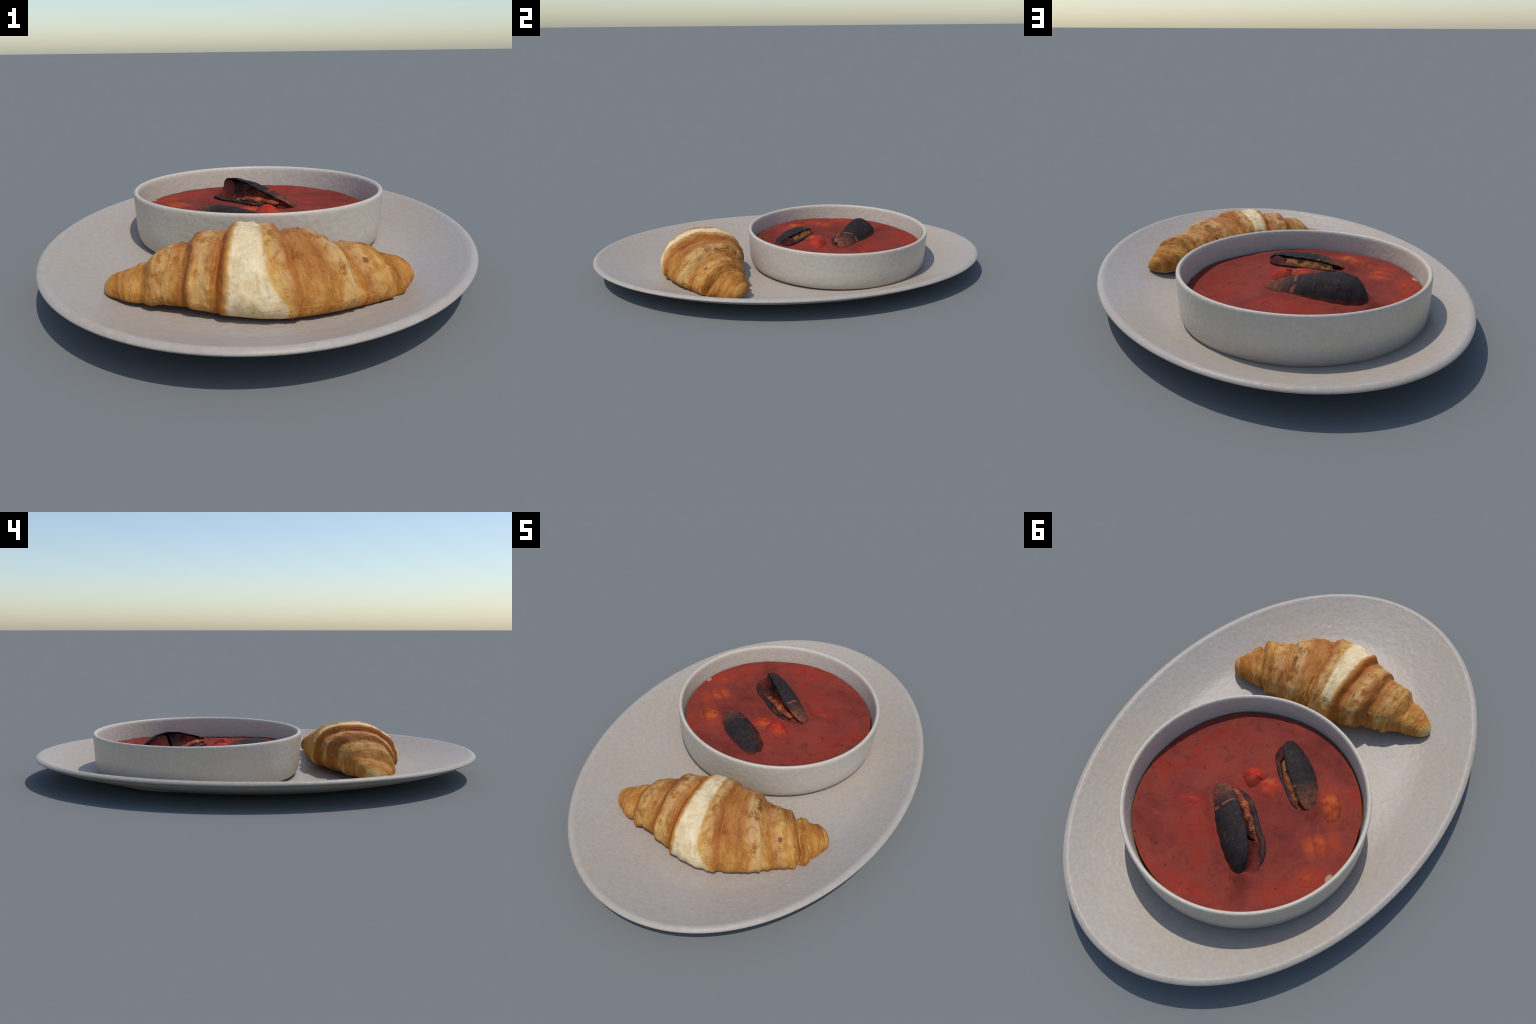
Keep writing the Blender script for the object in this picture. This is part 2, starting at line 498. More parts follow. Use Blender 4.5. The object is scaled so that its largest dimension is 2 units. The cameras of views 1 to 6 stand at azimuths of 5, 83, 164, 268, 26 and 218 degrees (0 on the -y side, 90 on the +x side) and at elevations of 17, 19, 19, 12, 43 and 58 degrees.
# ------------------------------------------------------------------ mussels
def shell_outer_material(name, beak, axis, length):
    """blue-black periostracum, rubbed rusty near the beak"""
    m = Mat(name, 0.65, 0.08)
    ax, ay = axis
    u = m.math("DIVIDE", m.add(m.mul(m.sub(m.x, beak[0]), ax), m.mul(m.sub(m.y, beak[1]), ay)), length)
    v = m.sub(m.mul(m.sub(m.y, beak[1]), ax), m.mul(m.sub(m.x, beak[0]), ay))
    lines = m.noise(1.0, 4, m.vec(m.mul(u, 46), m.mul(v, 26), m.mul(m.z, 26)), 0.6)
    streak = m.noise(1.0, 3, m.vec(m.mul(u, 9), m.mul(v, 130), m.mul(m.z, 130)), 0.6)
    pat = m.noise(17, 4, rough=0.7)
    fine = m.noise(95, 3, rough=0.7)
    c = m.ramp(m.add(m.mul(lines, 0.5), m.mul(streak, 0.5)), [(0.33, lin(34, 29, 29)), (0.58, lin(49, 43, 43)), (0.74, lin(70, 61, 58))])
    c = m.mix(m.mul(m.step(pat, 0.54, 0.70), 0.45), c, lin(80, 60, 50))
    c = m.mix(m.mul(m.mul(m.step(fine, 0.60, 0.74), m.step(pat, 0.44, 0.60)), 0.6), c, lin(132, 94, 62))
    # rust band and rubbed beak
    un = m.add(u, m.mul(m.sub(pat, 0.5), 0.35))
    worn = m.step(un, 0.36, 0.10)
    wc = m.ramp(m.noise(42, 4, rough=0.7), [(0.35, lin(58, 52, 50)), (0.5, lin(112, 66, 50)), (0.66, lin(152, 86, 52))])
    c = m.mix(m.mul(worn, 0.9), c, wc)
    ring = m.mul(m.band(m.add(u, m.mul(m.sub(m.noise(30, 3), 0.5), 0.09)), 0.315, 0.34, 0.012), m.step(m.noise(24, 2), 0.45, 0.56))
    c = m.mix(m.mul(ring, 0.85), c, lin(150, 84, 60))
    sauce = m.step(m.add(m.z, m.mul(m.sub(pat, 0.5), 0.022)), 0.020, 0.004)
    c = m.mix(m.mul(sauce, 0.85), c, lin(104, 44, 37))
    m.color(c)
    m.bump(m.add(lines, m.add(m.mul(fine, 0.4), m.mul(streak, 0.3))), 0.35, 0.004)
    return m.m, u


def shell_inner_material(name):
    m = Mat(name, 0.6, 0.1)
    n = m.noise(16, 3)
    m.color(m.ramp(n, [(0.35, lin(30, 20, 20)), (0.6, lin(62, 34, 30)), (0.75, lin(104, 52, 38))]))  # inner face coloured dark to carry the gloom of the open shell
    return m.m


def valve(rim, base, bulge, origin, mats, thick=0.004, nu=90, nv=44):
    """upper valve: loft from the opening edge (rim) over a bulging back to the line where it dips into the broth"""
    u = np.linspace(0, 1, nu)
    R, B = curve(rim, u), curve(base, u)
    tang = np.gradient(0.5 * (R + B), axis=0)
    tang /= np.linalg.norm(tang, axis=1)[:, None]
    nrm = np.cross(tang, B - R)
    nrm /= np.linalg.norm(nrm, axis=1)[:, None] + 1e-9
    nrm[nrm[:, 2] < 0] *= -1
    v = np.linspace(0, 1, nv)
    env = np.sin(np.pi * np.clip(u, 0.0, 1)) ** 0.55
    arc = np.sin(np.pi * v ** 0.85) * (1 - 0.15 * v)
    P = R[:, None] * (1 - v)[None, :, None] + B[:, None] * v[None, :, None]
    P = P + (bulge * env)[:, None, None] * arc[None, :, None] * nrm[:, None]
    g = 0.0009 * np.sin(u * 60 + 2 * vnoise(u * 6, 0, 0, 3))[:, None] * np.ones(nv)
    P = P + (g + 0.0012 * fbm(P[..., 0] * 40, P[..., 1] * 40, P[..., 2] * 40, 2, 8))[..., None] * nrm[:, None]
    # inner face: drawn towards the axis of the valve
    mid = 0.5 * (R + B)[:, None] - 0.01 * nrm[:, None]
    d = mid - P
    d /= np.linalg.norm(d, axis=2)[..., None] + 1e-9
    Q = P + d * (thick * (0.35 + 0.65 * env))[:, None, None]
    V = np.concatenate([P.reshape(-1, 3), Q.reshape(-1, 3)]) - np.array(origin)
    fo = grid_faces(nu, nv)
    fi = grid_faces(nu, nv, flip=True) + nu * nv
    lip = []
    N = nu * nv
    for i in range(nu - 1):
        a, b = i * nv, (i + 1) * nv
        lip.append((a, b, b + N, a + N))
        a, b = a + nv - 1, b + nv - 1
        lip.append((b, a, a + N, b + N))
    F = [tuple(q) for q in fo] + [tuple(q) for q in fi] + lip
    slots = [0] * len(fo) + [1] * len(fi) + [0] * len(lip)
    me = make_mesh("upper_valve", V, F, mats, slots)
    fix_normals(me)
    return me


def fix_normals(me):
    import bmesh
    bm = bmesh.new()
    bm.from_mesh(me)
    bmesh.ops.recalc_face_normals(bm, faces=bm.faces)
    bm.to_mesh(me)
    bm.free()


def tube(points, radii, origin, mats, name, nu=60, nv=18, flat=1.0, seed=1, rough=0.0, freq=60):
    """soft tapering body along a line; flat < 1 squashes it in height"""
    u = np.linspace(0, 1, nu)
    C = curve(points, u)
    r = np.interp(u, np.linspace(0, 1, len(radii)), radii)
    T = np.gradient(C, axis=0)
    T /= np.linalg.norm(T, axis=1)[:, None]
    S = np.cross(T, [0, 0, 1.0])
    S /= np.linalg.norm(S, axis=1)[:, None]
    U = np.cross(S, T)
    th = np.linspace(0, TAU, nv, endpoint=False)
    P = C[:, None] + r[:, None, None] * (np.cos(th)[None, :, None] * S[:, None] + flat * np.sin(th)[None, :, None] * U[:, None])
    if rough:
        P = P + rough * fbm(P[..., 0] * freq, P[..., 1] * freq, P[..., 2] * freq, 3, seed)[..., None] * (
            np.cos(th)[None, :, None] * S[:, None] + np.sin(th)[None, :, None] * U[:, None])
    V = P.reshape(-1, 3) - np.array(origin)
    F = [tuple(q) for q in grid_faces(nu, nv, True)]
    F += [tuple(range(nv)), tuple((nu - 1) * nv + j for j in range(nv))[::-1]]
    me = make_mesh(name, V, F, mats)
    fix_normals(me)
    return me


def ribbon(edge_a, edge_b, origin, mats, name, folds, depth, thick=0.003, nu=120, nv=16, sag=0.0):
    """pleated strip of meat between two lines"""
    u, v = np.linspace(0, 1, nu), np.linspace(0, 1, nv)
    A, B = curve(edge_a, u), curve(edge_b, u)
    P = A[:, None] * (1 - v)[None, :, None] + B[:, None] * v[None, :, None]
    T = np.gradient(A, axis=0)
    T /= np.linalg.norm(T, axis=1)[:, None]
    nrm = np.cross(T, B - A)
    nrm /= np.linalg.norm(nrm, axis=1)[:, None] + 1e-9
    if nrm[nu // 2, 2] < 0:
        nrm = -nrm
    w = np.sin(u * folds * TAU + 2.2 * vnoise(u * 7, 0, 0, 4))[:, None] * depth * np.sin(np.pi * np.clip(v * 0.8 + 0.1, 0, 1))[None]
    w = w + 0.0015 * fbm(P[..., 0] * 70, P[..., 1] * 70, P[..., 2] * 70, 2, 6)
    w = w - sag * (np.sin(np.pi * u) ** 0.6)[:, None] * (np.sin(np.pi * v) ** 0.8)[None]
    P = P + w[..., None] * nrm[:, None]
    Q = P - nrm[:, None] * thick
    V = np.concatenate([P.reshape(-1, 3), Q.reshape(-1, 3)]) - np.array(origin)
    N = nu * nv
    F = [tuple(q) for q in grid_faces(nu, nv)] + [tuple(q) for q in grid_faces(nu, nv, flip=True) + N]
    for i in range(nu - 1):
        for a, b in ((i * nv, (i + 1) * nv), ((i + 1) * nv + nv - 1, i * nv + nv - 1)):
            F.append((a, b, b + N, a + N))
    for j in range(nv - 1):
        for a, b in ((j + 1, j), ((nu - 1) * nv + j, (nu - 1) * nv + j + 1)):
            F.append((a, b, b + N, a + N))
    me = make_mesh(name, V, F, mats)
    fix_normals(me)
    return me


def meat_material(name, stops, dark):
    m = Mat(name, 0.5, 0.15)
    n = m.noise(30, 3, rough=0.6)
    c = m.ramp(n, stops)
    c = m.mix(m.mul(m.step(m.noise(46, 3), 0.54, 0.66), 0.8), c, dark)
    m.color(c)
    m.bump(m.noise(120, 2), 0.25, 0.003)
    return m.m


def lower_valve_material():
    m = Mat("lower_valve_edge", 0.6, 0.12)
    n = m.noise(30, 3, rough=0.6)
    m.color(m.ramp(n, [(0.35, lin(36, 30, 30)), (0.52, lin(58, 38, 36)), (0.7, lin(98, 46, 38))]))
    return m.m


lower_mat = lower_valve_material()

# the open mussel standing up out of the broth, beak towards +x
O1 = (-0.06, 0.36, 0.13)
m1 = thing("mussel", "open blue black mussel standing out of red soup", "mussel", O1)
rim1 = [(0.112, 0.250, 0.120), (0.066, 0.247, 0.150), (0.018, 0.266, 0.168), (-0.050, 0.314, 0.191), (-0.110, 0.363, 0.209),
        (-0.158, 0.408, 0.212), (-0.180, 0.434, 0.205), (-0.194, 0.460, 0.184), (-0.199, 0.484, 0.152), (-0.199, 0.498, 0.120)]
base1 = [(0.116, 0.252, 0.116), (0.122, 0.292, 0.108), (0.086, 0.345, 0.106), (0.048, 0.385, 0.104), (-0.014, 0.434, 0.104),
         (-0.083, 0.482, 0.104), (-0.130, 0.506, 0.104), (-0.160, 0.515, 0.106), (-0.186, 0.514, 0.108), (-0.200, 0.503, 0.110)]
beak1 = (0.108 - O1[0], 0.250 - O1[1])
outer1, _ = shell_outer_material("mussel_shell_dark", beak1, (-0.83, 0.557), 0.37)
inner_mat = shell_inner_material("mussel_shell_inside")
add("upper_valve", valve(rim1, base1, 0.034, O1, [outer1, inner_mat]), m1)
low1 = [(0.062, 0.236, 0.116), (0.017, 0.240, 0.133), (-0.022, 0.248, 0.138), (-0.088, 0.287, 0.138), (-0.142, 0.330, 0.136),
        (-0.187, 0.364, 0.136), (-0.218, 0.408, 0.136), (-0.229, 0.436, 0.128)]
add("lower_valve", tube(low1, [0.004, 0.011, 0.013, 0.012, 0.011, 0.012, 0.011, 0.004], O1, [lower_mat], "lower_valve", nv=24, flat=0.45, rough=0.004, seed=4), m1)
meat1 = meat_material("mussel_meat_red", [(0.3, lin(96, 38, 30)), (0.5, lin(140, 60, 42)), (0.68, lin(164, 92, 48))], lin(66, 34, 26))
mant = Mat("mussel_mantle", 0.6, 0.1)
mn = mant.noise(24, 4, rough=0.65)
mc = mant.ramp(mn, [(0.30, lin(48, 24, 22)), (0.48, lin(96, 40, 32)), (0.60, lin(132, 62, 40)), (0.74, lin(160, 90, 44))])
painted_hollow_shade = mant.spot(-0.085, 0.030, 0.095, 0.026, -0.60, 0.8, mant.mul(mant.sub(mn, 0.5), 0.8))  # cavity shadow painted near-black into the mantle colour
mant.color(mant.mix(mant.mul(painted_hollow_shade, 0.92), mc, lin(24, 15, 15)))
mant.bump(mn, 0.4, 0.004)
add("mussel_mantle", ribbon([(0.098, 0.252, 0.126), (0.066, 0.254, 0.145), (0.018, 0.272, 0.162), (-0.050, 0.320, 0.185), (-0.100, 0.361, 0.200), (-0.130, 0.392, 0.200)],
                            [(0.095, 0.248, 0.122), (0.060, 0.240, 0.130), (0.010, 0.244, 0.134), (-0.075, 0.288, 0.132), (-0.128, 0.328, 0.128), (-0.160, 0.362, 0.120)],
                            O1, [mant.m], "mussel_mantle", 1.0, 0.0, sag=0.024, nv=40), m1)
add("mussel_meat", tube([(0.040, 0.250, 0.142), (0.0, 0.262, 0.148), (-0.050, 0.292, 0.149), (-0.092, 0.322, 0.145), (-0.125, 0.350, 0.138)],
                        [0.008, 0.014, 0.017, 0.014, 0.006], O1, [meat1], "mussel_meat", nu=90, nv=36, flat=0.7, seed=12, rough=0.007, freq=42), m1)
frill1 = meat_material("mussel_frill", [(0.3, lin(60, 44, 34)), (0.5, lin(104, 66, 46)), (0.7, lin(158, 116, 84))], lin(40, 34, 30))
add("mussel_frill", ribbon([(-0.010, 0.252, 0.143), (-0.060, 0.279, 0.146), (-0.110, 0.316, 0.144), (-0.140, 0.345, 0.134)],
                           [(-0.004, 0.266, 0.150), (-0.050, 0.297, 0.155), (-0.098, 0.333, 0.150), (-0.130, 0.358, 0.136)],
                           O1, [frill1], "mussel_frill", 6, 0.004), m1)

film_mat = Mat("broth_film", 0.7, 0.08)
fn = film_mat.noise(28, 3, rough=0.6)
film_painted_shade = film_mat.spot(-0.062, 0.030, 0.085, 0.060, -0.60, 1.0, film_mat.mul(film_mat.sub(fn, 0.5), 0.6))  # film tinted darker toward the opening, for the shade inside the shell
film_mat.color(film_mat.mix(film_mat.mul(film_painted_shade, 0.9), film_mat.ramp(fn, [(0.3, lin(84, 38, 34)), (0.55, lin(116, 50, 42)), (0.75, lin(132, 56, 46))]), lin(26, 16, 16)))
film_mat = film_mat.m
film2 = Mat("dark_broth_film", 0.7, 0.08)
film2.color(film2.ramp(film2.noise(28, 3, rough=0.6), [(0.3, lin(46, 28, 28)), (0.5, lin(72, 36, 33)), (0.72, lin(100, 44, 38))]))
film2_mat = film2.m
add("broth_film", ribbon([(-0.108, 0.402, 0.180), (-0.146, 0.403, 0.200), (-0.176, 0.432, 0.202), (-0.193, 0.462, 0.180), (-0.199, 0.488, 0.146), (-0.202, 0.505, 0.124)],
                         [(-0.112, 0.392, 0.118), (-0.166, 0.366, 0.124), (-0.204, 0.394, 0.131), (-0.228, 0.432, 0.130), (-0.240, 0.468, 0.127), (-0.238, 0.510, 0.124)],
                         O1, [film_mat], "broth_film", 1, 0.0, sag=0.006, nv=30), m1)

# the second mussel lying on its side, opening towards +x +y, beak towards -x
O2 = (-0.13, 0.06, 0.13)
m2 = thing("mussel", "half open blue black mussel showing orange meat", "mussel", O2)
rim2 = [(-0.250, 0.162, 0.122), (-0.228, 0.160, 0.143), (-0.203, 0.153, 0.152), (-0.167, 0.132, 0.161), (-0.104, 0.087, 0.166), (-0.052, 0.043, 0.166),
        (-0.016, 0.003, 0.164), (0.000, -0.024, 0.153), (0.006, -0.046, 0.124)]
base2 = [(-0.262, 0.158, 0.112), (-0.276, 0.130, 0.106), (-0.272, 0.084, 0.104), (-0.224, 0.014, 0.104), (-0.164, -0.036, 0.104), (-0.110, -0.062, 0.104),
         (-0.056, -0.080, 0.104), (-0.012, -0.080, 0.106), (0.006, -0.054, 0.114)]
beak2 = (-0.252 - O2[0], 0.150 - O2[1])
outer2, _ = shell_outer_material("mussel_shell_worn", beak2, (0.776, -0.63), 0.33)
add("upper_valve", valve(rim2, base2, 0.033, O2, [outer2, inner_mat]), m2)
low2 = [(-0.222, 0.172, 0.122), (-0.204, 0.172, 0.132), (-0.149, 0.147, 0.137), (-0.089, 0.107, 0.138), (-0.036, 0.060, 0.137), (-0.006, 0.020, 0.133), (0.004, -0.020, 0.120)]
add("lower_valve", tube(low2, [0.003, 0.006, 0.007, 0.007, 0.009, 0.009, 0.003], O2, [lower_mat], "lower_valve", flat=0.5, rough=0.002, seed=6), m2)
meat2 = meat_material("mussel_meat_orange", [(0.3, lin(122, 64, 34)), (0.5, lin(152, 92, 44)), (0.7, lin(172, 116, 62))], lin(94, 38, 26))
add("mussel_meat", ribbon([(-0.196, 0.146, 0.148), (-0.164, 0.126, 0.156), (-0.102, 0.081, 0.160), (-0.054, 0.040, 0.159), (-0.028, 0.012, 0.154)],
                          [(-0.194, 0.160, 0.134), (-0.150, 0.137, 0.135), (-0.092, 0.097, 0.136), (-0.044, 0.054, 0.136), (-0.024, 0.022, 0.136)],
                          O2, [meat2], "mussel_meat", 4, 0.0028), m2)

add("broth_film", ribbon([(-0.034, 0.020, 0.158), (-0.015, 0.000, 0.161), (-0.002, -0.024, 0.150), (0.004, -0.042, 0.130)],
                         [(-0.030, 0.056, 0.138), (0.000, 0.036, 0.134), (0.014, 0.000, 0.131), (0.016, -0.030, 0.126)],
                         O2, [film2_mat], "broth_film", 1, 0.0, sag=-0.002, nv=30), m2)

# white highlights along shell and chunk edges, modelled as small pale specks
glint = Mat("modelled_glint", 0.4, 0.3)
glint.color(glint.ramp(glint.noise(60, 1), [(0.4, lin(140, 66, 56)), (0.6, lin(172, 104, 92))]))
glint_spots = []
for pts, cnt in (([(0.09, 0.225, 0), (0.0, 0.225, 0), (-0.09, 0.268, 0), (-0.145, 0.312, 0)], 18), ([(0.120, 0.235, 0), (0.128, 0.275, 0)], 5),
                 ([(-0.278, 0.105, 0), (-0.272, 0.150, 0)], 7), ([(-0.235, 0.04, 0), (-0.11, -0.052, 0), (-0.04, -0.078, 0)], 12),
                 ([(-0.15, 0.16, 0), (-0.08, 0.118, 0), (-0.03, 0.07, 0)], 8), ([(0.07, 0.10, 0), (0.085, 0.11, 0)], 4), ([(-0.235, 0.425, 0), (-0.245, 0.44, 0)], 8),
                 ([(-0.17, 0.20, 0), (-0.11, 0.20, 0)], 10)):
    for q in curve(pts, rng.random(cnt)) if len(pts) > 2 else np.array(pts[0]) + (np.array(pts[1]) - np.array(pts[0])) * rng.random(cnt)[:, None]:
        glint_spots.append((q[0] + rng.normal() * 0.004, q[1] + rng.normal() * 0.004, 0.0011 + 0.0016 * rng.random() ** 2, 0.8, rng.random() * 3, 0.0012))
flakes("glint_specks", glint_spots, glint.m)

# ------------------------------------------------------------------ croissant
CX, CY, CZ = 0.0, -0.46, 0.02
# station w, front y, back y, ridge height, underside height
STATIONS = np.array([
    (-0.424, -0.490, -0.466, 0.064, 0.046), (-0.418, -0.504, -0.450, 0.076, 0.040), (-0.400, -0.522, -0.434, 0.090, 0.037),
    (-0.370, -0.542, -0.420, 0.104, 0.035), (-0.330, -0.560, -0.404, 0.116, 0.033), (-0.298, -0.570, -0.394, 0.122, 0.032),
    (-0.280, -0.582, -0.380, 0.136, 0.031), (-0.262, -0.592, -0.368, 0.156, 0.031), (-0.235, -0.596, -0.352, 0.171, 0.031),
    (-0.200, -0.596, -0.338, 0.175, 0.030), (-0.172, -0.598, -0.326, 0.176, 0.029), (-0.160, -0.604, -0.316, 0.192, 0.028),
    (-0.145, -0.610, -0.306, 0.202, 0.027), (-0.110, -0.626, -0.289, 0.208, 0.025), (-0.072, -0.642, -0.274, 0.208, 0.022),
    (-0.060, -0.650, -0.268, 0.220, 0.021), (-0.045, -0.656, -0.262, 0.228, 0.020), (-0.010, -0.666, -0.257, 0.232, 0.018),
    (0.017, -0.670, -0.255, 0.232, 0.016), (0.050, -0.664, -0.254, 0.229, 0.015), (0.080, -0.650, -0.253, 0.221, 0.014),
    (0.098, -0.638, -0.253, 0.204, 0.014), (0.120, -0.626, -0.253, 0.206, 0.014), (0.169, -0.598, -0.251, 0.205, 0.014),
    (0.210, -0.572, -0.250, 0.199, 0.014), (0.240, -0.554, -0.250, 0.188, 0.014), (0.275, -0.534, -0.251, 0.166, 0.015),
    (0.320, -0.512, -0.252, 0.162, 0.016), (0.370, -0.486, -0.253, 0.160, 0.017), (0.415, -0.462, -0.255, 0.148, 0.019),
    (0.440, -0.446, -0.258, 0.124, 0.021), (0.480, -0.422, -0.257, 0.122, 0.024), (0.540, -0.382, -0.252, 0.116, 0.028),
    (0.590, -0.350, -0.248, 0.108, 0.032), (0.628, -0.326, -0.250, 0.098, 0.036), (0.648, -0.308, -0.256, 0.084, 0.042), (0.656, -0.292, -0.266, 0.070, 0.052)])


def sheet_x(w, y):
    """x on the fanned section w at depth y (inverse of w = x + 2 max(x + .03, 0)(y + .46))"""
    q = y - CY
    return np.where(w > -0.03, (w - 0.06 * q) / (1 + 2 * q), w)


def croissant_grid(nw=520, nt=300):
    k = np.linspace(0, 1, nw)
    w = STATIONS[0, 0] + (STATIONS[-1, 0] - STATIONS[0, 0]) * (0.5 - 0.5 * np.cos(np.pi * k)) * 0.35 + (STATIONS[-1, 0] - STATIONS[0, 0]) * k * 0.65
    yf, yb, zt, z0 = (np.interp(w, STATIONS[:, 0], STATIONS[:, i]) for i in range(1, 5))

    def soft(a, n):
        for _ in range(n):
            a = np.r_[a[0], 0.25 * a[:-2] + 0.5 * a[1:-1] + 0.25 * a[2:], a[-1]]
        return a
    yf, yb, z0 = soft(yf + 0.004 + 0.005 * gauss(w, 0.03, 0.10), 40), soft(yb - 0.006 + 0.008 * gauss(w, 0.0, 0.14), 40), soft(z0, 40)
    zt = zt - 0.001 * gauss(w, 0.01, 0.08)
    zt = soft(zt, 6)
    th = np.linspace(0, TAU, nt, endpoint=False)
    c, s = np.cos(th)[None], np.sin(th)[None]
    W = w[:, None] + 0 * c
    yc, hw = 0.5 * (yf + yb)[:, None], 0.5 * (yb - yf)[:, None]
    zc = z0[:, None] + (0.36 - 0.10 * smooth(0.25, -0.25, c)) * (zt - z0)[:, None]
    up = s > 0
    pe = np.where(up, np.where(c > 0, 0.72, 1.04), np.where(c > 0, 0.66, 0.50))
    Y = yc + hw * np.sign(c) * np.abs(c) ** pe
    Z = np.where(up, zc + (zt[:, None] - zc) * np.abs(s) ** np.where(c > 0, 0.82, 1.10), zc - (zc - z0[:, None]) * np.abs(s) ** 0.75)
    # ---- relief, along the outward direction of the section
    oy, oz = (Y - yc) / hw, (Z - zc) / (zt[:, None] - zc)
    L = np.sqrt(oy ** 2 + oz ** 2) + 1e-9
    oy, oz = oy / L, oz / L
    crust = smooth(0.024, 0.05, Z)
    end = np.minimum(smooth(-0.425, -0.33, W), smooth(0.66, 0.56, W))
    warp = 0.019 * vnoise(Y * 9, Z * 9, W * 5, 41) + 0.004 * vnoise(Y * 26, Z * 26, W * 8, 42)
    ww = W + warp
    d = 0.0085 * fbm(W * 13, Y * 11, Z * 11, 3, 50) + 0.0026 * fbm(W * 40, Y * 22, Z * 22, 3, 54) + 0.0026 * fbm(ww * 85, Y * 13, Z * 13, 3, 77) + 0.0008 * fbm(W * 120, Y * 70, Z * 70, 2, 58)
    d = d + 0.0022 * ((1 - np.abs(vnoise(ww * 48, Y * 24, Z * 24, 95))) ** 3 - 0.3) + 0.006 * vnoise(W * 20, Y * 18, Z * 18, 90) * np.maximum(smooth(-0.27, -0.33, W), smooth(0.43, 0.5, W))
    # creases at the edges of the wraps
    for c0, wd, dep in ((-0.292, 0.012, 0.008), (-0.170, 0.008, 0.007), (-0.070, 0.008, 0.008), (0.099, 0.009, 0.008), (0.262, 0.016, 0.005),
                        (0.300, 0.008, 0.006), (0.436, 0.012, 0.010), (-0.232, 0.007, 0.005)):
        d = d - dep * (0.9 + 1.0 * vnoise(Y * 15, Z * 15, c0 * 50, 81)) * gauss(ww, c0, wd)
    # rolled lips beside the creases
    for c0, wd, hgt in ((-0.150, 0.016, 0.006), (-0.050, 0.014, 0.004), (0.078, 0.016, 0.006), (0.240, 0.012, 0.005), (0.408, 0.018, 0.006),
                        (-0.258, 0.015, 0.005), (0.475, 0.025, 0.005), (0.205, 0.01, 0.003)):
        d = d + hgt * (1 + 0.8 * vnoise(Y * 11, Z * 11, c0 * 70, 83)) * gauss(ww, c0, wd)
    # flaky layers: fine saw-tooth ledges running along the wraps
    saw = lambda a: (a - np.floor(a)) ** 2.5
    zone = np.maximum.reduce([gauss(W, 0.075, 0.035), 0.9 * gauss(W, 0.255, 0.05), 0.5 * gauss(W, 0.35, 0.05), 0.5 * gauss(W, -0.155, 0.02), 0.45 * gauss(W, -0.24, 0.04), 0.3 * gauss(W, 0.50, 0.05)])
    d = d + 0.0042 * zone * (saw(ww * 62 + 0.9 * vnoise(Y * 14, Z * 14, W * 10, 61)) - 0.3)
    # ragged step on the right of the pale dough
    d = d + 0.003 * smooth(0.026, 0.034, ww + 0.006 * vnoise(Y * 40, Z * 40, 0, 66)) * smooth(0.10, 0.05, W)
    # a few torn blisters
    for bw, by, bz, r, hgt in ((0.215, -0.50, 0.185, 0.022, 0.010), (0.36, -0.37, 0.165, 0.025, 0.006), (-0.22, -0.42, 0.185, 0.02, 0.004), (0.17, -0.33, 0.2, 0.03, 0.005)):
        d = d + hgt * np.exp(-(((W - bw) / r) ** 2 + ((Y - by) / (1.6 * r)) ** 2 + ((Z - bz) / (1.6 * r)) ** 2))
    d = d * crust * (0.5 + 0.5 * end)
    Y2, Z2 = Y + d * oy, Z + d * oz
    X2 = sheet_x(W, Y2) + 0.010 * smooth(-0.30, -0.42, W) - 0.010 * smooth(0.50, 0.66, W) + 0.002 * crust * fbm(W * 30, Y * 30, Z * 30, 2, 71)
    return W, np.stack([X2 - CX, Y2 - CY, Z2 - CZ], -1)


